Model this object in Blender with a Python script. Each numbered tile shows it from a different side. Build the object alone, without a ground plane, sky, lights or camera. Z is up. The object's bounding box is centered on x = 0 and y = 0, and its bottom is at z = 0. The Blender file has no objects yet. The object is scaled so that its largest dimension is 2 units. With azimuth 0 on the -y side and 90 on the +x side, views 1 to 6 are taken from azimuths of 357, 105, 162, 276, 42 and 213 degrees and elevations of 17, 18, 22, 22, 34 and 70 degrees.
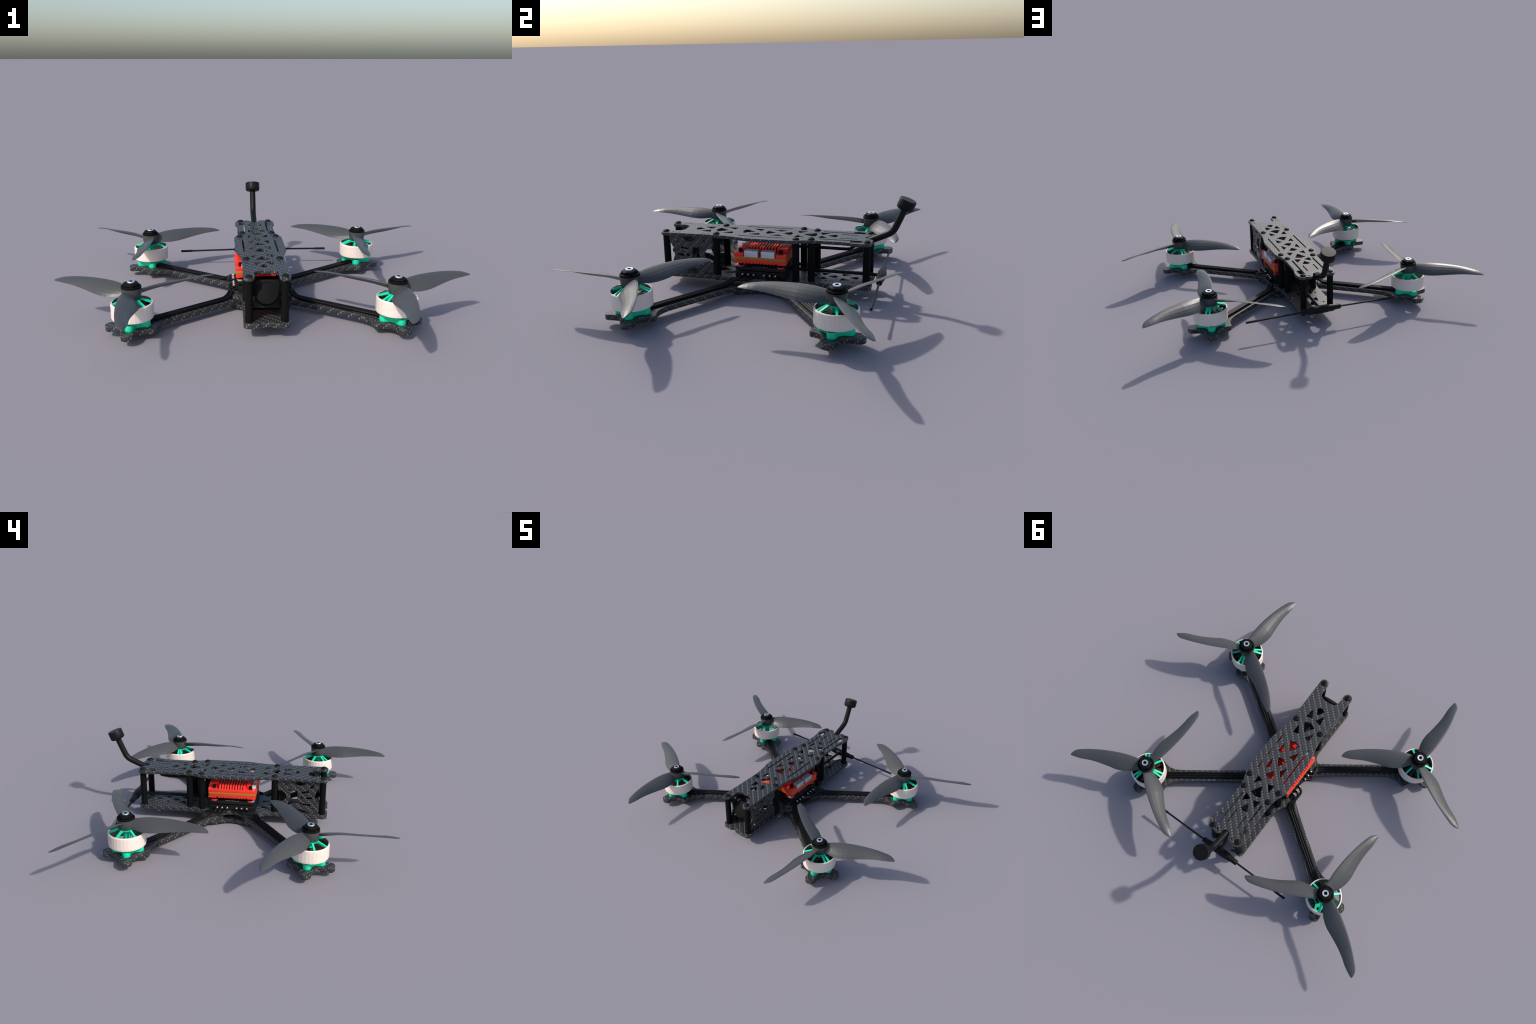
import bpy, bmesh, math
from mathutils import Vector, Matrix

# ------------------------------------------------------------------ helpers
XC = -0.0072                     # symmetry plane of the airframe
Z_LOW0, Z_LOW1 = 0.0070, 0.0282  # lower clamp plate
Z_ARM0, Z_ARM1 = 0.0285, 0.0555  # arms
Z_BOT0, Z_BOT1 = 0.0560, 0.0795  # bottom plate
Z_TOP0, Z_TOP1 = 0.2775, 0.2935  # top plate
MOTORS = {'front_left': (-0.6083, -0.390), 'back_right': (0.6073, 0.541),
          'front_right': (0.6062, -0.390), 'back_left': (-0.6083, 0.541)}
PHI = {'front_left': 26.47, 'back_right': 21.16, 'front_right': 28.90, 'back_left': 28.87}
CCW = {'front_left': 1, 'back_right': 1, 'front_right': -1, 'back_left': -1}

scene = bpy.context.scene
coll = scene.collection


def link(obj, parent=None):
    coll.objects.link(obj)
    if parent is not None:
        obj.parent = parent
    return obj


def mesh_obj(name, verts, faces, mat, parent=None, smooth=None):
    me = bpy.data.meshes.new(name)
    me.from_pydata([tuple(v) for v in verts], [], faces)
    me.validate()
    bm = bmesh.new()
    bm.from_mesh(me)
    bmesh.ops.recalc_face_normals(bm, faces=bm.faces)
    bm.to_mesh(me)
    bm.free()
    if mat:
        me.materials.append(mat)
    if smooth is not None:
        shade_by_angle(me, smooth)
    return link(bpy.data.objects.new(name, me), parent)


def shade_by_angle(me, angle_deg):
    me.polygons.foreach_set('use_smooth', [True] * len(me.polygons))
    me.set_sharp_from_angle(angle=math.radians(angle_deg))


def copy_of(obj, parent, matrix=None):
    c = obj.copy()
    link(c)
    c.parent = parent
    c.matrix_parent_inverse = Matrix.Identity(4)
    c.matrix_local = matrix if matrix is not None else Matrix.Identity(4)
    return c


def from_bmesh(name, bm, mat, parent=None, smooth=None):
    me = bpy.data.meshes.new(name)
    bmesh.ops.recalc_face_normals(bm, faces=bm.faces)
    bm.to_mesh(me)
    bm.free()
    if mat:
        me.materials.append(mat)
    if smooth is not None:
        shade_by_angle(me, smooth)
    return link(bpy.data.objects.new(name, me), parent)


def round_poly(pts, r, seg=4):
    """Round the corners of a closed polygon with radius-like distance r."""
    out = []
    n = len(pts)
    for i in range(n):
        p0, p1, p2 = Vector(pts[i - 1]), Vector(pts[i]), Vector(pts[(i + 1) % n])
        a, b = p0 - p1, p2 - p1
        d = min(r, a.length * 0.45, b.length * 0.45)
        s, e = p1 + a.normalized() * d, p1 + b.normalized() * d
        for k in range(seg + 1):
            t = k / seg
            out.append(tuple(s * (1 - t) ** 2 + p1 * 2 * t * (1 - t) + e * t * t))
    return out


def smooth_closed(pts, per=6):
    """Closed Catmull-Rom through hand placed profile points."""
    out = []
    n = len(pts)
    P = [Vector(p) for p in pts]
    for i in range(n):
        p0, p1, p2, p3 = P[i - 1], P[i], P[(i + 1) % n], P[(i + 2) % n]
        for k in range(per):
            t = k / per
            out.append(tuple(0.5 * ((2 * p1) + (p2 - p0) * t + (2 * p0 - 5 * p1 + 4 * p2 - p3) * t * t
                                    + (3 * p1 - p0 - 3 * p2 + p3) * t ** 3)))
    return out


def smooth_open(pts, per=8):
    P = [Vector(p) for p in pts]
    P = [P[0] * 2 - P[1]] + P + [P[-1] * 2 - P[-2]]
    out = []
    for i in range(1, len(P) - 2):
        p0, p1, p2, p3 = P[i - 1:i + 3]
        for k in range(per):
            t = k / per
            out.append(0.5 * ((2 * p1) + (p2 - p0) * t + (2 * p0 - 5 * p1 + 4 * p2 - p3) * t * t
                              + (3 * p1 - p0 - 3 * p2 + p3) * t ** 3))
    out.append(P[-2])
    return out


def mirror_half(half):
    """half: points with x >= 0 from the front centre to the rear centre."""
    other = [(-x, y) for x, y in reversed(half) if abs(x) > 1e-6]
    return list(half) + other


def circle(cx, cy, r, n=20):
    return [(cx + r * math.cos(2 * math.pi * k / n), cy + r * math.sin(2 * math.pi * k / n)) for k in range(n)]


def arc(cx, cy, r, a0, a1, n=8):
    return [(cx + r * math.cos(math.radians(a0 + (a1 - a0) * k / n)),
             cy + r * math.sin(math.radians(a0 + (a1 - a0) * k / n))) for k in range(n + 1)]


def slot(x0, y0, x1, y1, w, n=6):
    a = math.degrees(math.atan2(y1 - y0, x1 - x0))
    return arc(x1, y1, w / 2, a - 90, a + 90, n) + arc(x0, y0, w / 2, a + 90, a + 270, n)


def plate(name, outline, holes, z0, z1, mat, parent=None, bevel=0.0008, smooth=35):
    """A flat cut plate: outline with real holes, thickness and chamfered rims."""
    cu = bpy.data.curves.new(name + '_cut', 'CURVE')
    cu.dimensions = '2D'
    cu.fill_mode = 'BOTH'
    cu.extrude = (z1 - z0) / 2 - bevel
    cu.bevel_depth = bevel
    cu.bevel_resolution = 1
    cu.offset = -bevel
    for loop in [outline] + list(holes):
        sp = cu.splines.new('POLY')
        sp.points.add(len(loop) - 1)
        for p, (x, y) in zip(sp.points, loop):
            p.co = (x, y, 0, 1)
        sp.use_cyclic_u = True
    tmp = bpy.data.objects.new(name + '_cut', cu)
    coll.objects.link(tmp)
    dg = bpy.context.evaluated_depsgraph_get()
    me = bpy.data.meshes.new_from_object(tmp.evaluated_get(dg))
    bpy.data.objects.remove(tmp)
    bpy.data.curves.remove(cu)
    me.name = name
    me.transform(Matrix.Translation((0, 0, (z0 + z1) / 2)))
    bm = bmesh.new()
    bm.from_mesh(me)
    bmesh.ops.remove_doubles(bm, verts=bm.verts, dist=1e-5)
    bmesh.ops.recalc_face_normals(bm, faces=bm.faces)
    bm.to_mesh(me)
    bm.free()
    me.materials.clear()
    me.materials.append(mat)
    if smooth:
        shade_by_angle(me, smooth)
        for p in me.polygons:            # the two big faces stay dead flat
            if abs(p.normal.z) > 0.99:
                p.use_smooth = False
    return link(bpy.data.objects.new(name, me), parent)


def lathe(name, profile, n, mat, parent=None, smooth=30, start=0.0, closed=False):
    """Revolve (r, z) profile about z."""
    bm = bmesh.new()
    rings = []
    for r, z in profile:
        if r < 1e-6:
            rings.append([bm.verts.new((0, 0, z))])
        else:
            rings.append([bm.verts.new((r * math.cos(start + 2 * math.pi * k / n),
                                        r * math.sin(start + 2 * math.pi * k / n), z)) for k in range(n)])
    pairs = list(zip(rings[:-1], rings[1:]))
    if closed:
        pairs.append((rings[-1], rings[0]))
    for a, b in pairs:
        for k in range(n):
            k2 = (k + 1) % n
            if len(a) == 1 and len(b) == 1:
                continue
            if len(a) == 1:
                bm.faces.new((a[0], b[k], b[k2]))
            elif len(b) == 1:
                bm.faces.new((a[k], a[k2], b[0]))
            else:
                bm.faces.new((a[k], a[k2], b[k2], b[k]))
    return from_bmesh(name, bm, mat, parent, smooth)


def box_into(bm, x0, x1, y0, y1, z0, z1, bevel=0.0):
    r = bmesh.ops.create_cube(bm, size=1.0)
    for v in r['verts']:
        v.co = Vector(((x0 + x1) / 2 + v.co.x * (x1 - x0), (y0 + y1) / 2 + v.co.y * (y1 - y0),
                       (z0 + z1) / 2 + v.co.z * (z1 - z0)))
    if bevel > 0:
        es = list({e for v in r['verts'] for e in v.link_edges})
        bmesh.ops.bevel(bm, geom=es, offset=bevel, segments=2, profile=0.6, affect='EDGES')


def box(name, x0, x1, y0, y1, z0, z1, mat, parent=None, bevel=0.002):
    bm = bmesh.new()
    box_into(bm, x0, x1, y0, y1, z0, z1, bevel)
    return from_bmesh(name, bm, mat, parent, 30)


def tube_into(bm, path, radius, n=10, caps=True):
    """Sweep a circle along a 3D path; radius may be a number or a list."""
    P = [Vector(p) for p in path]
    R = radius if isinstance(radius, (list, tuple)) else [radius] * len(P)
    rings = []
    up = Vector((0, 0, 1))
    for i, p in enumerate(P):
        t = (P[min(i + 1, len(P) - 1)] - P[max(i - 1, 0)]).normalized()
        ref = up if abs(t.dot(up)) < 0.95 else Vector((1, 0, 0))
        if i == 0:
            side = t.cross(ref).normalized()
        else:
            side = (side - t * side.dot(t)).normalized()
        oth = t.cross(side)
        rings.append([bm.verts.new(p + (side * math.cos(2 * math.pi * k / n) + oth * math.sin(2 * math.pi * k / n)) * R[i])
                      for k in range(n)])
    for a, b in zip(rings[:-1], rings[1:]):
        for k in range(n):
            bm.faces.new((a[k], a[(k + 1) % n], b[(k + 1) % n], b[k]))
    if caps:
        bm.faces.new(rings[0])
        bm.faces.new(rings[-1])


def tube(name, path, radius, mat, parent=None, n=10, smooth=40):
    bm = bmesh.new()
    tube_into(bm, path, radius, n)
    return from_bmesh(name, bm, mat, parent, smooth)


# ------------------------------------------------------------------ materials
class NT:
    def __init__(self, name):
        self.mat = bpy.data.materials.new(name)
        self.mat.use_nodes = True
        self.t = self.mat.node_tree
        self.bsdf = next(n for n in self.t.nodes if n.type == 'BSDF_PRINCIPLED')

    def new(self, kind, **kw):
        n = self.t.nodes.new(kind)
        for k, v in kw.items():
            setattr(n, k, v)
        return n

    def set(self, sock, v):
        if isinstance(v, bpy.types.NodeSocket):
            self.t.links.new(v, sock)
        else:
            sock.default_value = v

    def math(self, op, a, b=None, c=None):
        n = self.new('ShaderNodeMath', operation=op)
        self.set(n.inputs[0], a)
        if b is not None:
            self.set(n.inputs[1], b)
        if c is not None:
            self.set(n.inputs[2], c)
        return n.outputs[0]

    def mix(self, f, a, b):
        n = self.new('ShaderNodeMix', data_type='RGBA')
        self.set(n.inputs[0], f)
        self.set(n.inputs[6], a)
        self.set(n.inputs[7], b)
        return n.outputs[2]

    def mixf(self, f, a, b):
        n = self.new('ShaderNodeMix', data_type='FLOAT')
        self.set(n.inputs[0], f)
        self.set(n.inputs[2], a)
        self.set(n.inputs[3], b)
        return n.outputs[0]


def plain(name, col, rough=0.5, metal=0.0, spec=0.5, grain=0.06, scale=60.0, coat=0.0):
    m = NT(name)
    tc = m.new('ShaderNodeTexCoord')
    nz = m.new('ShaderNodeTexNoise')
    nz.inputs['Scale'].default_value = scale
    nz.inputs['Detail'].default_value = 3.0
    m.t.links.new(tc.outputs['Object'], nz.inputs['Vector'])
    lo = tuple(c * (1 - grain) for c in col) + (1,)
    hi = tuple(min(1, c * (1 + grain)) for c in col) + (1,)
    m.set(m.bsdf.inputs['Base Color'], m.mix(nz.outputs['Fac'], lo, hi))
    m.set(m.bsdf.inputs['Roughness'], rough)
    m.set(m.bsdf.inputs['Metallic'], metal)
    m.set(m.bsdf.inputs['Specular IOR Level'], spec)
    m.set(m.bsdf.inputs['Coat Weight'], coat)
    return m.mat


def carbon(frame, name='carbon_fibre', cell=0.0111):
    """2/2 twill weave projected on the three axes, on Object coordinates."""
    m = NT(name)
    tc = m.new('ShaderNodeTexCoord')
    tc.object = frame
    sp = m.new('ShaderNodeSeparateXYZ')
    m.t.links.new(tc.outputs['Object'], sp.inputs[0])
    sn = m.new('ShaderNodeSeparateXYZ')
    gm = m.new('ShaderNodeNewGeometry')
    m.t.links.new(gm.outputs['Normal'], sn.inputs[0])
    x, y, z = sp.outputs
    ax, ay, az = (m.math('ABSOLUTE', o) for o in sn.outputs)
    flat = m.math('GREATER_THAN', az, 0.6)
    xside = m.math('GREATER_THAN', ax, ay)
    u = m.mixf(flat, m.mixf(xside, x, y), x)
    v = m.mixf(flat, m.math('MULTIPLY', z, -1.0), y)
    u = m.math('DIVIDE', u, cell)
    v = m.math('DIVIDE', v, cell)
    u = m.math('ADD', u, 400.0)
    v = m.math('ADD', v, 400.3)
    i, j = m.math('FLOOR', u), m.math('FLOOR', v)
    fu, fv = m.math('FRACT', u), m.math('FRACT', v)
    # lengthwise tows: column i, floats over two cells of v
    ph = m.math('MODULO', m.math('ADD', i, v), 4.0)
    over = m.math('LESS_THAN', ph, 2.0)
    along = m.math('SINE', m.math('MULTIPLY', m.math('POWER', m.math('MULTIPLY', m.math('MINIMUM', ph, 2.0), 0.5), 1.9), math.pi))
    across = m.math('SINE', m.math('MULTIPLY', fu, math.pi))
    shine = m.math('MULTIPLY', m.math('POWER', m.math('MAXIMUM', along, 0.0), 1.5), m.math('POWER', across, 1.0))
    bright = m.math('MULTIPLY', over, shine)
    # crosswise tows: row j, floats over the remaining two cells of u
    ph2 = m.math('MODULO', m.math('ADD', m.math('ADD', j, u), 2.0), 4.0)
    along2 = m.math('SINE', m.math('MULTIPLY', m.math('MINIMUM', ph2, 2.0), math.pi / 2))
    across2 = m.math('SINE', m.math('MULTIPLY', fv, math.pi))
    dim = m.math('MULTIPLY', m.math('SUBTRACT', 1.0, over),
                 m.math('MULTIPLY', m.math('MAXIMUM', along2, 0.0), m.math('POWER', across2, 0.6)))
    nz = m.new('ShaderNodeTexNoise')
    nz.inputs['Scale'].default_value = 35.0
    nz.inputs['Detail'].default_value = 4.0
    m.t.links.new(tc.outputs['Object'], nz.inputs['Vector'])
    val = m.math('ADD', m.math('MULTIPLY', bright, 0.95), m.math('MULTIPLY', dim, 0.20))
    val = m.math('MULTIPLY', val, m.math('ADD', m.math('MULTIPLY', nz.outputs['Fac'], 0.5), 0.75))
    col = m.mix(val, (0.0145, 0.0145, 0.0150, 1), (0.158, 0.160, 0.163, 1))  # highlight on each tow float painted as paler grey in the base colour
    m.set(m.bsdf.inputs['Base Color'], col)
    m.set(m.bsdf.inputs['Roughness'], 0.42)
    m.set(m.bsdf.inputs['Specular IOR Level'], 0.5)
    return m.mat


drone = link(bpy.data.objects.new('racing_drone', None))
M_CARBON = carbon(drone)
M_BLACK = plain('black_anodised_metal', (0.0062, 0.0062, 0.0063), 0.55, 0.0, 0.06)
M_RUBBER = plain('black_rubber', (0.0068, 0.0068, 0.0070), 0.45, 0.0, 0.16)
M_WIRE = plain('black_wire_insulation', (0.0055, 0.0055, 0.0057), 0.42, 0.0, 0.15)
M_SCREW = plain('black_steel_screw', (0.0098, 0.0098, 0.0095), 0.5, 0.0, 0.10)
M_SOCKET = plain('dark_hex_socket', (0.002, 0.002, 0.002), 0.7, 0.0, 0.1)
M_PROP = plain('grey_polycarbonate', (0.064, 0.066, 0.068), 0.37, 0.0, 0.36, 0.03)
M_HUB = plain('grey_hub_plastic', (0.062, 0.063, 0.064), 0.42, 0.0, 0.35, 0.03)
M_BELL = plain('white_painted_bell', (0.815, 0.705, 0.630), 0.45, 0.0, 0.3, 0.012)
M_BELL_IN = plain('dull_bell_inside', (0.21, 0.21, 0.18), 0.5, 0.2, 0.3)
M_GREEN = plain('teal_anodised_aluminium', (0.012, 0.70, 0.40), 0.42, 0.0, 0.4, 0.03)
M_COPPER = plain('dark_copper_winding', (0.070, 0.022, 0.009), 0.4, 0.3, 0.5, 0.6, 220)
M_STRAND = plain('bare_copper_strand', (0.45, 0.16, 0.07), 0.4, 0.6, 0.5)
M_IRON = plain('dark_stator_iron', (0.016, 0.012, 0.011), 0.5, 0.0, 0.3)
M_SILVER = plain('bright_steel', (0.66, 0.69, 0.74), 0.30, 0.8, 0.5, 0.03)
M_CONN = plain('silver_connector', (0.60, 0.63, 0.68), 0.36, 0.5, 0.5, 0.04)
M_WHITE = plain('white_connector', (0.62, 0.60, 0.58), 0.5)
M_RED = plain('red_anodised_case', (0.86, 0.038, 0.024), 0.42, 0.0, 0.35, 0.03)
M_GOLD = plain('ochre_stripe', (0.37, 0.165, 0.006), 0.45, 0.0)
M_BOARD = plain('black_circuit_board', (0.010, 0.010, 0.0105), 0.5, 0.0, 0.2)
M_INK = plain('pale_board_print', (0.30, 0.30, 0.30), 0.6)
M_LENS = plain('dark_lens', (0.0080, 0.0080, 0.0082), 0.55, 0.0, 0.05)

# ------------------------------------------------------------------ the thing
drone.location = (XC, 0, 0)
drone.empty_display_size = 0.1
drone['label'] = 'carbon fibre racing quadcopter with teal and white motors'
drone['category'] = 'drone'

# ------------------------------------------------------------------ top plate
top_half = ([(0, -0.3510), (0.016, -0.3518), (0.030, -0.3535), (0.0415, -0.3590), (0.0495, -0.3670), (0.0545, -0.3780), (0.0562, -0.3920), (0.0560, -0.4300)]
            + arc(0.0815, -0.4375, 0.0255, 180, 350, 10)
            + [(0.1055, -0.385), (0.1035, -0.25), (0.1035, -0.150), (0.1055, -0.110), (0.1135, -0.060), (0.123, -0.020), (0.1275, 0.005),
               (0.1285, 0.040), (0.1285, 0.225), (0.126, 0.245), (0.118, 0.266), (0.106, 0.296), (0.1005, 0.325), (0.099, 0.360), (0.0995, 0.480),
               (0.103, 0.510), (0.111, 0.538), (0.1135, 0.556), (0.111, 0.585), (0.106, 0.605), (0.096, 0.620), (0.085, 0.6245),
               (0.074, 0.619), (0.066, 0.617), (0.056, 0.623), (0.044, 0.6255), (0.033, 0.6215), (0.025, 0.611), (0.021, 0.594), (0.0135, 0.584), (0, 0.581)])
top_outline = mirror_half(top_half)


def grow(poly, k=1.06):
    cx = sum(p[0] for p in poly) / len(poly)
    cy = sum(p[1] for p in poly) / len(poly)
    return [(cx + (x - cx) * k, cy + (y - cy) * k) for x, y in poly]


def sym(poly):
    return [poly, [(-x, y) for x, y in poly]]


def kite(y_flat, y_wide, w, y_tip):
    return [(0, y_flat), (w, y_wide), (0, y_tip), (-w, y_wide)]


top_holes = []
for k in (kite(-0.188, -0.173, 0.034, -0.121), kite(-0.044, -0.0325, 0.033, 0.021),
          kite(0.078, 0.087, 0.026, 0.131), kite(0.217, 0.206, 0.026, 0.166), kite(0.341, 0.331, 0.032, 0.275), kite(0.446, 0.436, 0.0225, 0.397),
          [(-0.008, -0.2985), (0.008, -0.2985), (0.0215, -0.284), (0, -0.249), (-0.0215, -0.284)]):
    top_holes.append(round_poly(grow(k), 0.005, 3))
for t in ([(0.039, -0.262), (0.0485, -0.206), (0.0105, -0.218)], [(0.0505, -0.141), (0.0535, -0.086), (0.0205, -0.0955)],
          [(0.0500, 0.001), (0.0540, 0.054), (0.0205, 0.0465)], [(0.0505, 0.109), (0.0530, 0.179), (0.0290, 0.150)],
          [(0.0535, 0.234), (0.0505, 0.285), (0.0200, 0.247)], [(0.0470, 0.352), (0.0430, 0.402), (0.0090, 0.367)]):
    for s in sym(t):
        top_holes.append(round_poly(grow(s), 0.0035, 3))
for s in sym(slot(0.0855, -0.043, 0.0855, 0.192, 0.0085)):
    top_holes.append(s)
for s in sym(slot(0.032, 0.463, 0.032, 0.540, 0.0075)):
    top_holes.append(s)
for s in sym(round_poly([(0.0595, 0.365), (0.0690, 0.365), (0.0690, 0.517), (0.078, 0.521), (0.0835, 0.514), (0.0950, 0.527), (0.0905, 0.566), (0.0800, 0.5790), (0.0600, 0.576)], 0.003, 3)):
    top_holes.append(s)
for s in sym(slot(0.054, 0.5995, 0.042, 0.6055, 0.0065)):
    top_holes.append(s)
top_plate = plate('top_plate', top_outline, top_holes, Z_TOP0, Z_TOP1, M_CARBON, drone)

# ------------------------------------------------------------------ bottom plate
bot_half = ([(0, -0.456), (0.028, -0.456), (0.033, -0.460), (0.037, -0.4665), (0.060, -0.4675), (0.090, -0.4665), (0.101, -0.461), (0.107, -0.449),
             (0.1075, -0.43), (0.105, -0.36), (0.104, -0.25), (0.104, -0.150), (0.107, -0.124), (0.118, -0.100), (0.137, -0.086), (0.150, -0.075),
             (0.157, -0.060), (0.158, -0.045), (0.153, -0.022), (0.139, 0.010), (0.124, 0.042), (0.118, 0.0755), (0.124, 0.110), (0.139, 0.142),
             (0.153, 0.174), (0.158, 0.196), (0.157, 0.212), (0.150, 0.228), (0.138, 0.243), (0.122, 0.270), (0.112, 0.300), (0.109, 0.335), (0.109, 0.600),
             (0.105, 0.615), (0.096, 0.623), (0.085, 0.6265), (0.074, 0.6215), (0.066, 0.619), (0.056, 0.6235), (0.044, 0.6255), (0.033, 0.6215), (0.025, 0.611), (0.021, 0.594), (0.0135, 0.584), (0, 0.581)])
bot_holes = [round_poly(kite(-0.188, -0.174, 0.034, -0.119), 0.005, 3), round_poly(kite(0.450, 0.436, 0.019, 0.399), 0.004, 3),
             round_poly(kite(0.560, 0.543, 0.021, 0.505), 0.004, 3), round_poly(kite(0.345, 0.331, 0.026, 0.292), 0.004, 3)]
for t in ([(0.054, -0.134), (0.050, -0.081), (0.025, -0.087)], [(0.049, 0.353), (0.043, 0.404), (0.011, 0.377)],
          [(0.050, 0.463), (0.041, 0.516), (0.016, 0.473)], [(0.039, -0.262), (0.0485, -0.206), (0.0105, -0.218)]):
    for s in sym(t):
        bot_holes.append(round_poly(s, 0.004, 3))
for y in (0.399, 0.534, -0.33):
    for s in sym(circle(0.067, y, 0.0062, 14)):
        bot_holes.append(s)
for s in sym(slot(0.053, 0.5995, 0.041, 0.6055, 0.0065)):
    bot_holes.append(s)
bottom_plate = plate('bottom_plate', mirror_half(bot_half), bot_holes, Z_BOT0, Z_BOT1, M_CARBON, drone)

low_half = [(0, -0.090), (0.05, -0.092), (0.085, -0.094), (0.116, -0.092), (0.138, -0.078), (0.155, -0.058), (0.160, -0.045), (0.153, -0.022), (0.139, 0.010),
            (0.124, 0.042), (0.118, 0.0755), (0.124, 0.110), (0.139, 0.142), (0.153, 0.174), (0.160, 0.196), (0.155, 0.209), (0.138, 0.229),
            (0.116, 0.243), (0.085, 0.245), (0.05, 0.244), (0, 0.242)]
low_holes = [circle(0, 0.0755, 0.022, 24)] + [round_poly(s, 0.006, 3) for t in
             ([(0.030, 0.020), (0.075, 0.0755), (0.030, 0.131)], [(0.0, -0.06), (0.055, -0.05), (0.01, 0.02)], [(0.0, 0.21), (0.055, 0.20), (0.01, 0.13)])
             for s in sym([(x + 0.004, y) for x, y in t])]
lower_plate = plate('clamp_plate', mirror_half(low_half), low_holes, Z_LOW0, Z_LOW1, M_CARBON, drone)

# ------------------------------------------------------------------ arms
arm_half = [(-0.064, 0.0), (-0.067, 0.018), (-0.078, 0.036), (-0.093, 0.052), (-0.1005, 0.068), (-0.098, 0.084), (-0.086, 0.097), (-0.070, 0.1025),
            (-0.056, 0.099), (-0.044, 0.087), (-0.028, 0.074), (-0.006, 0.068), (0.016, 0.071), (0.034, 0.082), (0.048, 0.094), (0.061, 0.095),
            (0.072, 0.085), (0.084, 0.070), (0.102, 0.0535), (0.124, 0.0430), (0.150, 0.0366), (0.190, 0.0338), (0.320, 0.0336), (0.480, 0.0342), (0.560, 0.038), (0.650, 0.044)]
arm_outline = smooth_closed([(u, v) for u, v in arm_half] + [(u, -v) for u, v in reversed(arm_half[1:])], 3)
arm_holes = [circle(0.0567 * math.cos(a), 0.0567 * math.sin(a), 0.009, 12) for a in (math.radians(45 + 90 * k) for k in range(4))]
arm_holes.append(circle(0, 0, 0.016, 18))
ARM_TILT = math.atan2(0.585, 0.811)
arm_mats = {}
arm0 = plate('arm', arm_outline, arm_holes, Z_ARM0, Z_ARM1, M_CARBON, drone, 0.0016, 30)
for i, (key, (mx, my)) in enumerate(MOTORS.items()):
    dx = -1 if mx > 0 else 1
    dy = -1 if my > 0.0755 else 1
    ang = math.atan2(dy * math.sin(ARM_TILT), dx * math.cos(ARM_TILT))
    mat = Matrix.Translation((mx, my, 0)) @ Matrix.Rotation(ang, 4, 'Z')
    arm_mats[key] = mat
    if i == 0:
        arm0.matrix_local = mat
        arm = arm0
    else:
        arm = copy_of(arm0, drone, mat)

# ------------------------------------------------------------------ standoffs and screws
posts = [(0.0812, -0.4375), (0.0812, -0.164), (0.0978, 0.253), (0.0809, 0.327), (0.0809, 0.599)]
so0 = lathe('standoff', [(0, Z_BOT1), (0.0178, Z_BOT1), (0.0178, Z_TOP0), (0, Z_TOP0)], 24, M_BLACK, drone)


def screw_mesh(name, parent):
    o = lathe(name, [(0.0, 0.0060), (0.0036, 0.0060), (0.0040, 0.0098), (0.0070, 0.0097), (0.0110, 0.0087), (0.0145, 0.0062), (0.0166, 0.0028), (0.0172, 0.0), (0, 0.0)], 24, M_SCREW, parent, 60)
    o.data.materials.append(M_SOCKET)
    for p in o.data.polygons:
        if p.center.xy.length < 0.0039 and p.center.z > 0.004:
            p.material_index = 1
    return o


sc0 = screw_mesh('screw', drone)
first = True
for px, py in posts:
    for s in (1, -1):
        mt = Matrix.Translation((s * px, py, Z_TOP1 - 0.0003))
        mb = Matrix.Translation((s * px, py, Z_BOT0 + 0.0003)) @ Matrix.Rotation(math.pi, 4, 'X')
        if first:
            so0.matrix_local = Matrix.Translation((s * px, py, 0))
            sc0.matrix_local = mt
            first = False
        else:
            copy_of(so0, drone, Matrix.Translation((s * px, py, 0)))
            copy_of(sc0, drone, mt)
        if abs(py) > 0.1 and (py < 0 or py > 0.3):
            copy_of(sc0, drone, mb)
for sx in (1, -1):
    for py in (-0.050, 0.201):
        copy_of(sc0, drone, Matrix.Translation((sx * 0.128, py, Z_LOW0 + 0.0062)) @ Matrix.Rotation(math.pi, 4, 'X'))

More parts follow.
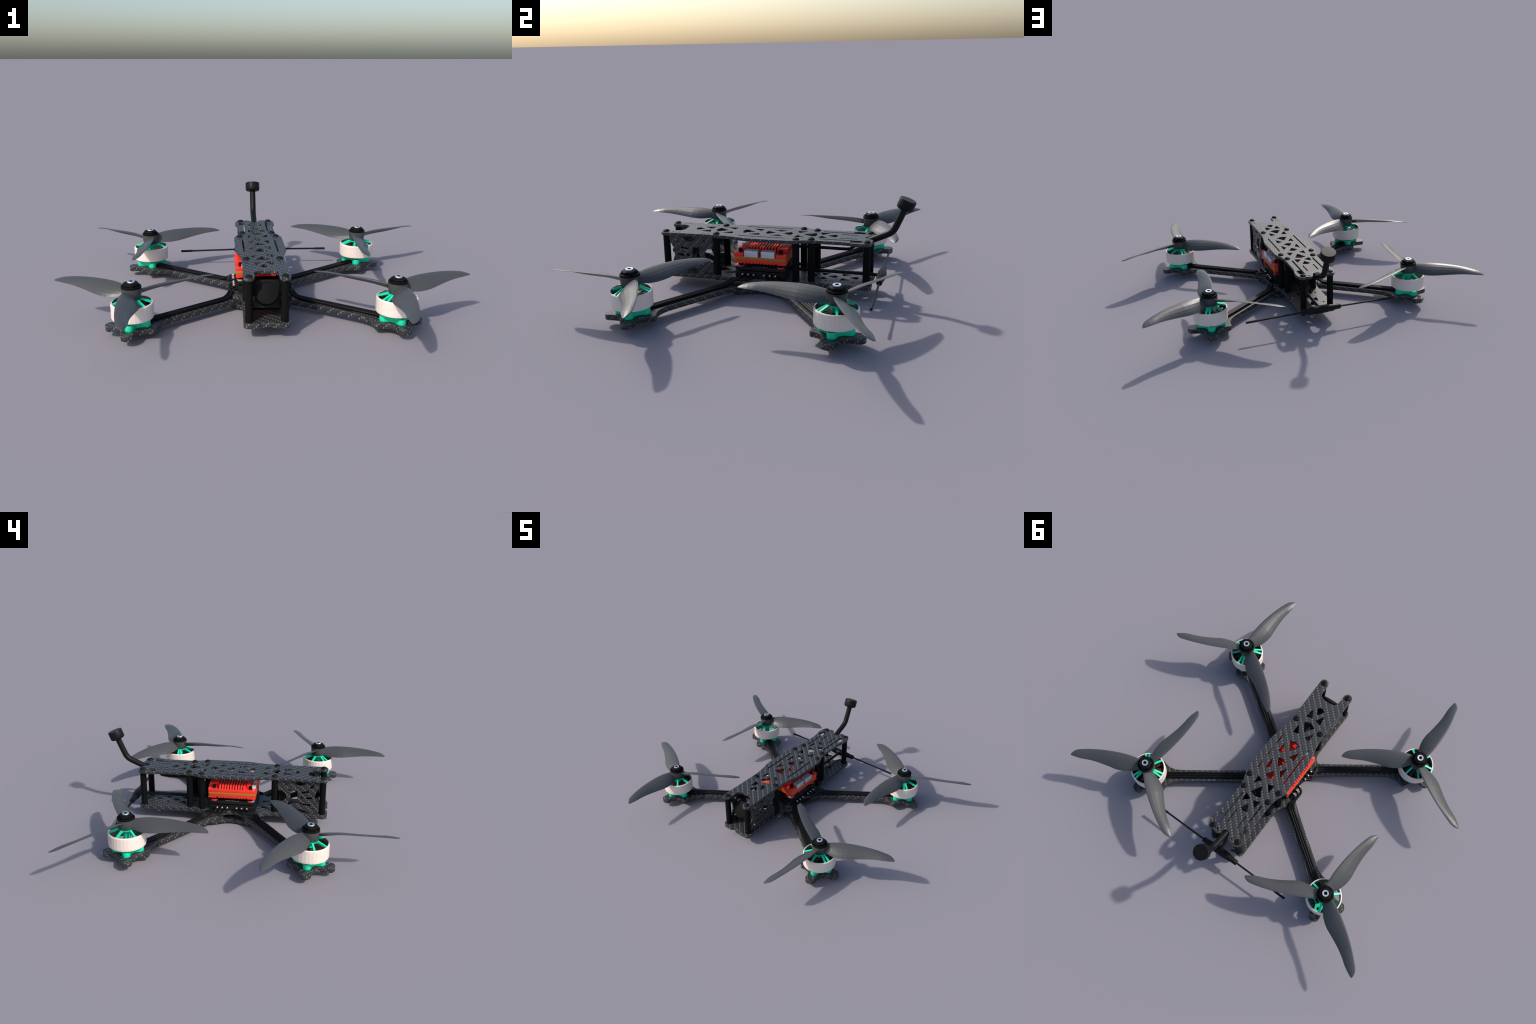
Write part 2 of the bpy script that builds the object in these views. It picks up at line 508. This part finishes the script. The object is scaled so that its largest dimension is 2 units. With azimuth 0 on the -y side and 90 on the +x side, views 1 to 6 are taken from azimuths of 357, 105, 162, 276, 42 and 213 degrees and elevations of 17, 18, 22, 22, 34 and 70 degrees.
# ------------------------------------------------------------------ camera side plates (drawn in y, z)
sp_out = ([(-0.183, 0.276), (-0.183, 0.222)] + arc(-0.194, 0.178, 0.0365, 75, 285, 14) + [(-0.183, 0.134), (-0.185, 0.0805)]
          + [(-0.236, 0.0805), (-0.262, 0.098), (-0.288, 0.105), (-0.318, 0.103), (-0.344, 0.092), (-0.362, 0.0805)]
          + [(-0.418, 0.0805), (-0.416, 0.110), (-0.406, 0.138), (-0.396, 0.166), (-0.394, 0.186), (-0.400, 0.210), (-0.412, 0.232), (-0.420, 0.250), (-0.420, 0.276)]
          + [(-0.352, 0.276)] + arc(-0.308, 0.286, 0.041, 190, 350, 10) + [(-0.264, 0.276)])
sp_holes = [round_poly([(-0.243, 0.226), (-0.262, 0.217), (-0.294, 0.216), (-0.296, 0.186), (-0.294, 0.160), (-0.306, 0.147), (-0.340, 0.136), (-0.368, 0.137),
                        (-0.374, 0.130), (-0.360, 0.124), (-0.331, 0.127), (-0.300, 0.137), (-0.268, 0.133), (-0.243, 0.122), (-0.238, 0.126), (-0.254, 0.154), (-0.258, 0.184), (-0.254, 0.206), (-0.240, 0.219)], 0.004, 2),
            slot(-0.369, 0.236, -0.384, 0.249, 0.0115), slot(-0.323, 0.204, -0.352, 0.211, 0.0125), slot(-0.349, 0.171, -0.375, 0.174, 0.0125),
            circle(-0.320, 0.174, 0.0068, 12), circle(-0.383, 0.112, 0.0085, 14), slot(-0.222, 0.248, -0.235, 0.254, 0.008)]
ROT_YZ = Matrix(((0, 0, 1, 0), (1, 0, 0, 0), (0, 1, 0, 0), (0, 0, 0, 1)))   # (y, z, thickness) -> (x, y, z)
side0 = plate('camera_side_plate', sp_out, sp_holes, -0.006, 0.006, M_CARBON, drone, 0.001)
side0.data.transform(ROT_YZ)
side0.data.transform(Matrix.Translation((0.0835, 0, 0)))
side1 = copy_of(side0, drone, Matrix.Translation((-0.167, 0, 0)))
# tabs of the side plates that show in the top plate
bm = bmesh.new()
for sx in (1, -1):
    for y0, y1 in ((-0.397, -0.364), (-0.238, -0.203)):
        box_into(bm, sx * 0.0835 - 0.0055, sx * 0.0835 + 0.0055, y0, y1, Z_TOP0 + 0.002, Z_TOP1 + 0.0006)
for sx in (1, -1):
    for yy in (-0.399, -0.362, -0.240, -0.201):
        pass
from_bmesh('plate_tab', bm, M_CARBON, drone)
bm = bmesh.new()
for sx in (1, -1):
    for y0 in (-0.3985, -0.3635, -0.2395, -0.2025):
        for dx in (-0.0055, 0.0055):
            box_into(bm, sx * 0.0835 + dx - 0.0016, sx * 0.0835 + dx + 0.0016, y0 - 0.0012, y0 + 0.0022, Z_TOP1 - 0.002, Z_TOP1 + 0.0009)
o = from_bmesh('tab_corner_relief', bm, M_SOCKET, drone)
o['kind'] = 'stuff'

# ------------------------------------------------------------------ camera
TILT = math.radians(30)
cam_m = Matrix.Translation((0, -0.367, 0.1835)) @ Matrix.Rotation(-TILT, 4, 'X')
cam = box('camera', -0.0655, 0.0655, 0.0, 0.066, -0.062, 0.071, M_RUBBER, drone, 0.005)
cam.matrix_local = cam_m
lens = lathe('camera_lens', [(0, -0.01), (0.050, -0.01), (0.0540, 0.004), (0.0540, 0.046), (0.0515, 0.0495), (0.0480, 0.0495), (0.0460, 0.0475), (0.0300, 0.0505), (0.0140, 0.0525), (0, 0.0530)], 40, M_LENS, cam, 35)
lens.matrix_local = Matrix.Rotation(math.pi / 2, 4, 'X')

# ------------------------------------------------------------------ electronics stack
YC = 0.0755
stack = box('speed_controller', -0.116, 0.116, -0.058, 0.202, Z_BOT1, 0.1170, M_BOARD, drone, 0.002)
box('speed_controller_board', -0.1225, 0.1225, -0.0535, 0.2055, 0.1240, 0.1420, M_BOARD, stack, 0.0015)
bm = bmesh.new()
for sx in (1, -1):
    for py in (-0.030, 0.178):
        bmesh.ops.create_cone(bm, cap_ends=True, segments=20, radius1=0.0095, radius2=0.0095, depth=0.2335 - 0.1170,
                              matrix=Matrix.Translation((sx * 0.1050, py, (0.2335 + 0.1170) / 2)))
for sx in (1, -1):
    for py in (-0.030, 0.178):
        bmesh.ops.create_cone(bm, cap_ends=True, segments=20, radius1=0.0125, radius2=0.0125, depth=0.018,
                              matrix=Matrix.Translation((sx * 0.1050, py, 0.1545)))
from_bmesh('stack_bolt', bm, M_BLACK, stack, 30)
bm = bmesh.new()
for sx in (1, -1):
    for py in (-0.030, 0.178):
        bmesh.ops.create_cone(bm, cap_ends=True, segments=24, radius1=0.0190, radius2=0.0175, depth=0.005,
                              matrix=Matrix.Translation((sx * 0.1050, py, 0.1443)))
from_bmesh('rubber_washer', bm, M_RED, stack, 30)

# red heat sink case: toothed skirt, slab, shoulder with bays for the plugs, finned crown
X0, X1, Y0, Y1 = -0.1290, 0.1290, -0.0600, 0.2110
ch = 0.012
case_out = round_poly([(X0, Y0), (X1, Y0), (X1, Y1), (X0, Y1)], ch, 2)
case = plate('flight_controller_case', case_out, [], 0.1690, 0.1985, M_RED, drone, 0.0012)
shoulder_out = round_poly([(X0, Y0), (-0.062, Y0), (-0.062, -0.030), (-0.006, -0.030), (-0.006, Y0), (X1, Y0), (X1, -0.008), (0.086, -0.008), (0.086, 0.156), (X1, 0.156), (X1, Y1), (X0, Y1)], 0.006, 2)
gaps = [round_poly([(-0.1245, 0.0100 + 0.0153 * k), (0.0800, 0.0100 + 0.0153 * k), (0.0800, 0.0155 + 0.0153 * k), (-0.1245, 0.0155 + 0.0153 * k)], 0.002, 2) for k in range(9)]
plate('case_shoulder', shoulder_out, gaps, 0.1985, 0.2165, M_RED, case, 0.0005)
bm = bmesh.new()
# skirt: corner feet and teeth all round
for sx in (1, -1):
    for ya, yb in ((Y0, -0.011), (0.162, Y1)):
        box_into(bm, min(sx * 0.082, sx * 0.1286), max(sx * 0.082, sx * 0.1286), ya + 0.0004, yb - 0.0004, 0.1625, 0.1695, 0.0015)
    n = 10
    for k in range(n):
        a = -0.0070 + 0.1660 * k / n
        box_into(bm, min(sx * 0.100, sx * 0.1284), max(sx * 0.100, sx * 0.1284), a, a + 0.0122, 0.1630, 0.1695, 0.0006)
from_bmesh('case_skirt', bm, M_RED, case, 30)
bm = bmesh.new()
# crown: two solid end blocks and ten fins running across the body
box_into(bm, -0.083, 0.083, 0.1545, 0.2090, 0.2163, 0.2375, 0.0015)
box_into(bm, -0.083, 0.083, -0.0290, -0.0040, 0.2163, 0.2375, 0.0015)
for k in range(10):
    a = 0.0005 + 0.0153 * k
    r = bmesh.ops.create_cube(bm, size=1.0)
    xa, xb = -0.1285, 0.0835
    for v in r['verts']:
        topv = v.co.z > 0
        x = xa if v.co.x < 0 else xb
        if topv and v.co.x < 0:
            x += 0.012
        v.co = Vector((x, a + (0.0092 if v.co.y > 0 else 0.0), 0.2375 if topv else 0.2163))
from_bmesh('cooling_fin', bm, M_RED, case, 30)
bm = bmesh.new()
stripe = round_poly([(X0 - 0.0008, Y0 - 0.0008), (X1 + 0.0008, Y0 - 0.0008), (X1 + 0.0008, Y1 + 0.0008), (X0 - 0.0008, Y1 + 0.0008)], ch, 2)
bm.free()
plate('case_stripe', stripe, [], 0.1835, 0.1955, M_GOLD, case, 0.0003)
bm = bmesh.new()
for sx in (1, -1):
    for py in (-0.050, 0.201):
        bmesh.ops.create_cone(bm, cap_ends=True, segments=14, radius1=0.0055, radius2=0.0055, depth=0.002,
                              matrix=Matrix.Translation((sx * 0.119, py, 0.2170)))
from_bmesh('case_screw', bm, M_SILVER, case, 30)
bm = bmesh.new()
for ya, yb in ((-0.004, 0.066), (0.082, 0.152)):
    box_into(bm, 0.094, 0.1315, ya, yb, 0.1965, 0.2300, 0.003)
box_into(bm, -0.060, -0.010, -0.0575, -0.034, 0.1985, 0.2270, 0.002)
from_bmesh('plug_socket', bm, M_CONN, case, 30)
bm = bmesh.new()
box_into(bm, -0.100, -0.066, -0.0560, -0.032, 0.2155, 0.2290, 0.002)
box_into(bm, -0.070, -0.050, 0.2080, 0.2160, 0.2000, 0.2180, 0.002)
from_bmesh('white_plug', bm, M_WHITE, case, 30)
bm = bmesh.new()
for x0, x1 in ((-0.118, -0.098), (0.092, 0.116)):
    box_into(bm, x0, x1, -0.0520, -0.035, 0.1415, 0.1500, 0.0015)
from_bmesh('board_socket', bm, M_CONN, stack, 30)
# unreadable printed strokes along the board rims
bm = bmesh.new()
for sx in (1, -1):
    for k in range(9):
        yy = 0.035 + 0.009 * k
        box_into(bm, sx * 0.1145 - 0.0028, sx * 0.1145 + 0.0028, yy, yy + (0.0050 if k % 3 else 0.0068), 0.1418, 0.1426)
o = from_bmesh('board_print', bm, M_INK, stack)
o['kind'] = 'stuff'

# ------------------------------------------------------------------ solder pads and motor wires
PADS = [-0.0125, 0.0170, 0.0460, 0.1000, 0.1290, 0.1570]
bm = bmesh.new()
for sx in (1, -1):
    for y in PADS:
        bmesh.ops.create_uvsphere(bm, u_segments=10, v_segments=6, radius=0.0054,
                                  matrix=Matrix.Translation((sx * 0.1370, y, 0.1085)) @ Matrix.Diagonal((1.35, 0.85, 0.9, 1)))
from_bmesh('solder_joint', bm, M_SILVER, stack, 60)
bm = bmesh.new()
for sx in (1, -1):
    for y in PADS:
        for dy in (-0.004, 0.004):
            bmesh.ops.create_uvsphere(bm, u_segments=8, v_segments=5, radius=0.0026, matrix=Matrix.Translation((sx * 0.1440, y + dy, 0.1075)))
o = from_bmesh('wire_strand', bm, M_STRAND, stack, 60)
o['kind'] = 'stuff'
bm = bmesh.new()
for sx in (1, -1):
    for y in PADS:
        box_into(bm, sx * 0.1265 - 0.0125, sx * 0.1265 + 0.0125, y - 0.0095, y + 0.0095, 0.0905, 0.1035, 0.001)
from_bmesh('solder_pad', bm, M_BOARD, stack, 30)

WR = 0.0072
for key, (mx, my) in MOTORS.items():
    sx = 1 if mx > 0 else -1
    rear = my > 0.0755
    pads = PADS[3:] if rear else PADS[:3]
    mat = arm_mats[key]
    ydir = 1 if rear else -1
    bm = bmesh.new()
    for k, y in enumerate(pads):
        rank = k if rear else 2 - k            # 0 = wire that starts nearest the middle
        off = (rank - 1) * 0.0118
        v = off * (1 if (sx > 0) == rear else -1) * -1
        zz = Z_ARM1 + WR + 0.0005
        a = [mat @ Vector((u, v, zz)) for u in (0.050, 0.20, 0.35, 0.50)]
        end = mat @ Vector((0.535, v, zz + 0.006))
        knee = Vector((sx * (0.156 + 0.007 * (1 - rank)), end.y - ydir * (0.020 + 0.004 * (2 - rank)), zz + 0.022))
        p = [Vector((sx * 0.1300, y + ydir * 0.003, 0.0985)), Vector((sx * 0.1430, y + ydir * 0.006, 0.0985)),
             Vector((sx * (0.1560 + 0.0035 * (2 - rank)), y + ydir * (0.016 + 0.004 * (2 - rank)), 0.0900)), knee, end] + a[::-1]
        tube_into(bm, smooth_open(p, 6), WR, 8)
    w = from_bmesh('motor_wire', bm, M_WIRE, drone, 50)

# ------------------------------------------------------------------ motors
SPOKES = {'front_right': [-22 - 8.5, -22 + 8.5, 98 - 8.5, 98 + 8.5, 218 - 8.5, 218 + 8.5, 38, 158, 278],
          'back_right': [70 - 7, 70 + 7, 190 - 7, 190 + 7, 310 - 7, 310 + 7, 10, 130, 250],
          'front_left': [78, 129, 196, 247, 316, 7],
          'back_left': [-134.6, -14.6, 105.4, 161, 281, 41]}
lug_r, lug_d = 0.0205, 0.0610
base_pts = []
for k in range(4):
    a = 45 + 90 * k
    base_pts += arc(lug_d * math.cos(math.radians(a)), lug_d * math.sin(math.radians(a)), lug_r, a - 100, a + 100, 10)
    base_pts += [(0.0455 * math.cos(math.radians(a + 45 + d)), 0.0455 * math.sin(math.radians(a + 45 + d))) for d in (-12, 12)]
base_holes = [circle(lug_d * math.cos(math.radians(45 + 90 * k)), lug_d * math.sin(math.radians(45 + 90 * k)), 0.0085, 12) for k in range(4)]
for k in range(4):
    base_holes.append(arc(0, 0, 0.0400, 90 * k - 26, 90 * k + 26, 6) + arc(0, 0, 0.0270, 90 * k + 22, 90 * k - 22, 6))
base0 = plate('motor', base_pts, base_holes, Z_ARM1 + 0.0003, 0.0860, M_GREEN, drone, 0.001)
bell_prof = [(0.0880, 0.0985), (0.0880, 0.1660), (0.0895, 0.1695), (0.0925, 0.1700), (0.0958, 0.1665), (0.0965, 0.1630), (0.0965, 0.1050), (0.0955, 0.0985), (0.0925, 0.0970)]
bell0 = lathe('motor_bell', bell_prof, 32, M_BELL, base0, 4, 0.0, True)
bell0.data.materials.append(M_BELL_IN)
for p in bell0.data.polygons:
    if p.center.xy.length < 0.0885:
        p.material_index = 1
hubring0 = lathe('motor_shaft', [(0, 0.062), (0.0195, 0.062), (0.0195, 0.172), (0.031, 0.174), (0.040, 0.180), (0.042, 0.187), (0, 0.187)], 24, M_GREEN, base0, 35)
bm = bmesh.new()
for k in range(12):
    a = 2 * math.pi * k / 12
    r = bmesh.ops.create_cube(bm, size=1.0, matrix=Matrix.Rotation(a, 4, 'Z') @ Matrix.Translation((0.054, 0, 0.126)) @ Matrix.Diagonal((0.046, 0.022, 0.050, 1)))
    es = list({e for v in r['verts'] for e in v.link_edges})
    bmesh.ops.bevel(bm, geom=es, offset=0.006, segments=2, profile=0.5, affect='EDGES')
wind0 = from_bmesh('motor_winding', bm, M_COPPER, base0, 40)
bm = bmesh.new()
for k in range(12):
    a = 2 * math.pi * k / 12
    bmesh.ops.create_cube(bm, size=1.0, matrix=Matrix.Rotation(a, 4, 'Z') @ Matrix.Translation((0.0815, 0, 0.126)) @ Matrix.Diagonal((0.009, 0.036, 0.040, 1)))
bmesh.ops.create_cone(bm, cap_ends=True, segments=28, radius1=0.034, radius2=0.034, depth=0.046, matrix=Matrix.Translation((0, 0, 0.125)))
bmesh.ops.create_cone(bm, cap_ends=True, segments=36, radius1=0.083, radius2=0.083, depth=0.012, matrix=Matrix.Translation((0, 0, 0.106)))
iron0 = from_bmesh('motor_stator', bm, M_IRON, base0, 30)


def spokes(name, angles, parent):
    bm = bmesh.new()
    for d in angles:
        a = math.radians(d)
        c, s = math.cos(a), math.sin(a)
        w = 0.0052
        prof = [(0.034, 0.1875), (0.046, 0.1860), (0.0905, 0.1685), (0.0905, 0.1590), (0.046, 0.1760), (0.034, 0.1740)]
        vs = []
        for t in (-w, w):
            vs.append([bm.verts.new((r * c - t * s, r * s + t * c, z)) for r, z in prof])
        n = len(prof)
        for k in range(n):
            bm.faces.new((vs[0][k], vs[0][(k + 1) % n], vs[1][(k + 1) % n], vs[1][k]))
        bm.faces.new(vs[0][::-1])
        bm.faces.new(vs[1])
    return from_bmesh(name, bm, M_GREEN, parent)


motors = {}
for i, key in enumerate(MOTORS):
    mx, my = MOTORS[key]
    rot = math.atan2(arm_mats[key][1][0], arm_mats[key][0][0])
    if i == 0:
        motor = base0
        motor.matrix_local = arm_mats[key]
    else:
        motor = copy_of(base0, drone, arm_mats[key])
        copy_of(bell0, motor)
        copy_of(hubring0, motor)
        if key != 'back_left':
            copy_of(wind0, motor)
            copy_of(iron0, motor)
    sp = spokes('motor_spoke', [d - math.degrees(rot) for d in SPOKES[key]], motor)
    motors[key] = motor
    for k in range(4):
        a = math.radians(45 + 90 * k)
        copy_of(sc0, drone, arm_mats[key] @ Matrix.Translation((0.061 * math.cos(a), 0.061 * math.sin(a), Z_ARM0 + 0.0004)) @ Matrix.Rotation(math.pi, 4, 'X') @ Matrix.Scale(0.75, 4))

# ------------------------------------------------------------------ propellers
KU = [0.04 + (0.4713 - 0.04) * k / 7 for k in range(8)]
KL = [0.04 + (0.4318 - 0.04) * k / 7 for k in range(8)]
TU = [-0.0246, -0.0297, -0.0292, -0.0244, -0.0160, -0.0040, 0.0142, 0.0512]
ZU = [0.2309, 0.2380, 0.2401, 0.2393, 0.2370, 0.2321, 0.2230, 0.2046]
TL = [0.0265, 0.0506, 0.0592, 0.0536, 0.0486, 0.0486, 0.0538, 0.0492]
ZL = [0.1926, 0.1909, 0.1945, 0.1992, 0.2045, 0.2103, 0.2137, 0.2124]


def spline(kx, ky, x):
    n = len(kx)
    i = 0
    while i < n - 2 and x > kx[i + 1]:
        i += 1
    h = kx[i + 1] - kx[i]
    t = (x - kx[i]) / h

    def slope(j):
        if j == 0:
            return (ky[1] - ky[0])
        if j == n - 1:
            return (ky[-1] - ky[-2])
        return (ky[j + 1] - ky[j - 1]) / 2
    m0, m1 = slope(i), slope(i + 1)
    return ((2 * t ** 3 - 3 * t ** 2 + 1) * ky[i] + (t ** 3 - 2 * t ** 2 + t) * m0
            + (-2 * t ** 3 + 3 * t ** 2) * ky[i + 1] + (t ** 3 - t ** 2) * m1)


def blade_mesh(hand):
    """Twisted cambered blade: leading edge U, trailing edge L, closed aerofoil sections."""
    stations = [0.026, 0.042, 0.060, 0.082, 0.106, 0.134, 0.165, 0.198, 0.232, 0.266, 0.300, 0.332, 0.362, 0.388, 0.408, 0.421, 0.428, 0.4318]
    W = [0.0, 0.07, 0.22, 0.42, 0.64, 0.84, 1.0]
    bm = bmesh.new()
    secs = []
    for s in stations:
        ss = max(s, 0.04)
        U = Vector((s, spline(KU, TU, ss), spline(KU, ZU, ss)))
        L = Vector((s, spline(KL, TL, ss), spline(KL, ZL, ss)))
        if s > 0.408:                       # blunt rounded tip on the leading side
            f = ((s - 0.408) / (0.4318 - 0.408)) ** 2.2
            U = U.lerp(L, 0.52 * f)
        if s < 0.04:                        # root runs into the hub
            U.y *= 0.8
            L.y *= 0.8
        ch = (L - U)
        up = Vector((1, 0, 0)).cross(ch).normalized()
        if up.z < 0:
            up = -up
        c = ch.length
        camber = c * 0.085
        th = 0.0032 + 0.0070 * max(0.0, 1 - s / 0.42) ** 1.1
        top, bot = [], []
        for w in W:
            mid = U.lerp(L, w) + up * camber * 4 * w * (1 - w)
            half = th * 0.5 * (0.35 + 0.65 * math.sin(math.pi * min(1.0, (w + 0.04) / 1.04) ** 0.6)) if 0 < w < 1 else 0.0007
            top.append(mid + up * half)
            bot.append(mid - up * half)
        ring = [bm.verts.new((p.x, p.y * hand, p.z)) for p in top] + [bm.verts.new((p.x, p.y * hand, p.z)) for p in reversed(bot)]
        secs.append(ring)
    n = len(secs[0])
    for a, b in zip(secs[:-1], secs[1:]):
        for k in range(n):
            k2 = (k + 1) % n
            q = (a[k], a[k2], b[k2], b[k])
            bm.faces.new(q)
    bm.faces.new(secs[0])
    bm.faces.new(secs[-1])
    return bm


prop_parts = {}
hub0 = lathe('propeller', [(0.0, 0.1873), (0.0405, 0.1873), (0.0415, 0.1885), (0.0455, 0.2200), (0.0462, 0.2380), (0, 0.2380)], 30, M_HUB, drone, 35)
hub_shared = hub0.data
nut_flange0 = lathe('propeller_nut', [(0, 0.2382), (0.0452, 0.2382), (0.0458, 0.2395), (0.0455, 0.2460), (0.0438, 0.2480), (0.0385, 0.2485)], 36, M_BLACK, hub0, 35)
hexn = lathe('nut_hexagon', [(0.0388, 0.2482), (0.0388, 0.2560), (0.0365, 0.2600), (0.0300, 0.2632), (0.0, 0.2636)], 6, M_BLACK, hub0, 20, 0.35)
bm = bmesh.new()
bm.from_mesh(hexn.data)
vert_edges = [e for e in bm.edges if abs(e.verts[0].co.xy.length - e.verts[1].co.xy.length) < 0.02 and abs((e.verts[0].co - e.verts[1].co).normalized().z) > 0.3]
bmesh.ops.bevel(bm, geom=vert_edges, offset=0.004, segments=1, affect='EDGES')
bm.to_mesh(hexn.data)
bm.free()
ring0 = lathe('shaft_end', [(0.0, 0.2640), (0.0085, 0.2640), (0.0092, 0.2688), (0.0170, 0.2692), (0.0178, 0.2680), (0.0178, 0.2630), (0, 0.2630)], 28, M_SILVER, hub0, 35)
ring0.data.materials.append(M_SOCKET)
for p in ring0.data.polygons:
    if p.center.xy.length < 0.0091 and p.center.z > 0.2635:
        p.material_index = 1
BLADES = {h: from_bmesh('propeller_blade', blade_mesh(h), M_PROP, None) for h in (1, -1)}
used = {1: False, -1: False}
for i, key in enumerate(MOTORS):
    mx, my = MOTORS[key]
    mat = Matrix.Translation((mx, my, 0)) @ Matrix.Rotation(math.radians(PHI[key]), 4, 'Z')
    if i == 0:
        prop = hub0
        prop.matrix_local = mat
    else:
        prop = copy_of(hub0, drone, mat)
        for part in (nut_flange0, hexn, ring0):
            copy_of(part, prop)
    h = CCW[key]
    for k in range(3):
        bmx = Matrix.Rotation(2 * math.pi * k / 3, 4, 'Z')
        if not used[h]:
            used[h] = True
            b = BLADES[h]
            b.parent = prop
            b.matrix_local = bmx
        else:
            copy_of(BLADES[h], prop, bmx)

# ------------------------------------------------------------------ video antenna
stem_path = smooth_open([(0, 0.545, 0.2610), (0, 0.580, 0.2720), (0, 0.610, 0.2830), (0, 0.643, 0.2975), (0, 0.682, 0.3150), (0, 0.7045, 0.3280), (0, 0.7200, 0.3460), (0, 0.7350, 0.3790), (0, 0.7475, 0.4085), (0, 0.7635, 0.4480)], 4)
stem = tube('video_antenna', stem_path, 0.0168, M_RUBBER, drone, 12)
d = Vector((0, 0.36, 0.933)).normalized()
head = lathe('antenna_head', [(0, 0.0), (0.036, 0.0), (0.0405, 0.004), (0.0422, 0.012), (0.0422, 0.047), (0.0400, 0.0510), (0, 0.0515)], 14, M_RUBBER, stem, 38)
head.matrix_local = Matrix.Translation((0, 0.7615, 0.4455)) @ d.to_track_quat('Z', 'Y').to_matrix().to_4x4()
tube('antenna_coax', smooth_open([(0, 0.212, 0.220), (0, 0.250, 0.2290), (0, 0.380, 0.2300), (0, 0.495, 0.2300), (0, 0.520, 0.2420), (0, 0.545, 0.2620)], 5), 0.0082, M_WIRE, drone, 8)

# ------------------------------------------------------------------ receiver antenna (T shape)
def lerp3(a, b, t):
    return tuple(a[i] + (b[i] - a[i]) * t for i in range(3))


TL_, TR_ = (-0.4410, 0.6665, 0.0965), (0.4392, 0.6655, 0.1000)
xs = [-0.117, -0.112, -0.085, -0.055, -0.030, 0.030, 0.055, 0.085, 0.112, 0.117]
rs = [0.0125, 0.0150, 0.0155, 0.0195, 0.0230, 0.0230, 0.0195, 0.0155, 0.0150, 0.0125]
recv = tube('receiver_antenna', [(x, 0.6660, 0.1030) for x in xs], rs, M_RUBBER, drone, 12)
for sgn, tip in ((-1, TL_), (1, TR_)):
    root = (sgn * 0.110, 0.6660, 0.1030)
    tube('antenna_element', [root, lerp3(root, tip, 0.5), lerp3(root, tip, 0.99)], 0.0053, M_RUBBER, recv, 8)
    tube('antenna_sleeve', [lerp3(root, tip, 0.80), tip], 0.0068, M_RUBBER, recv, 8)
tube('antenna_coax', smooth_open([(0.006, 0.205, 0.112), (0.006, 0.250, 0.1095), (0.006, 0.45, 0.1090), (0.006, 0.610, 0.1085), (0.006, 0.665, 0.1050)], 4), 0.0088, M_WIRE, drone, 8)

# helper clean-up: nothing is left unlinked from the drone
bpy.context.view_layer.update()
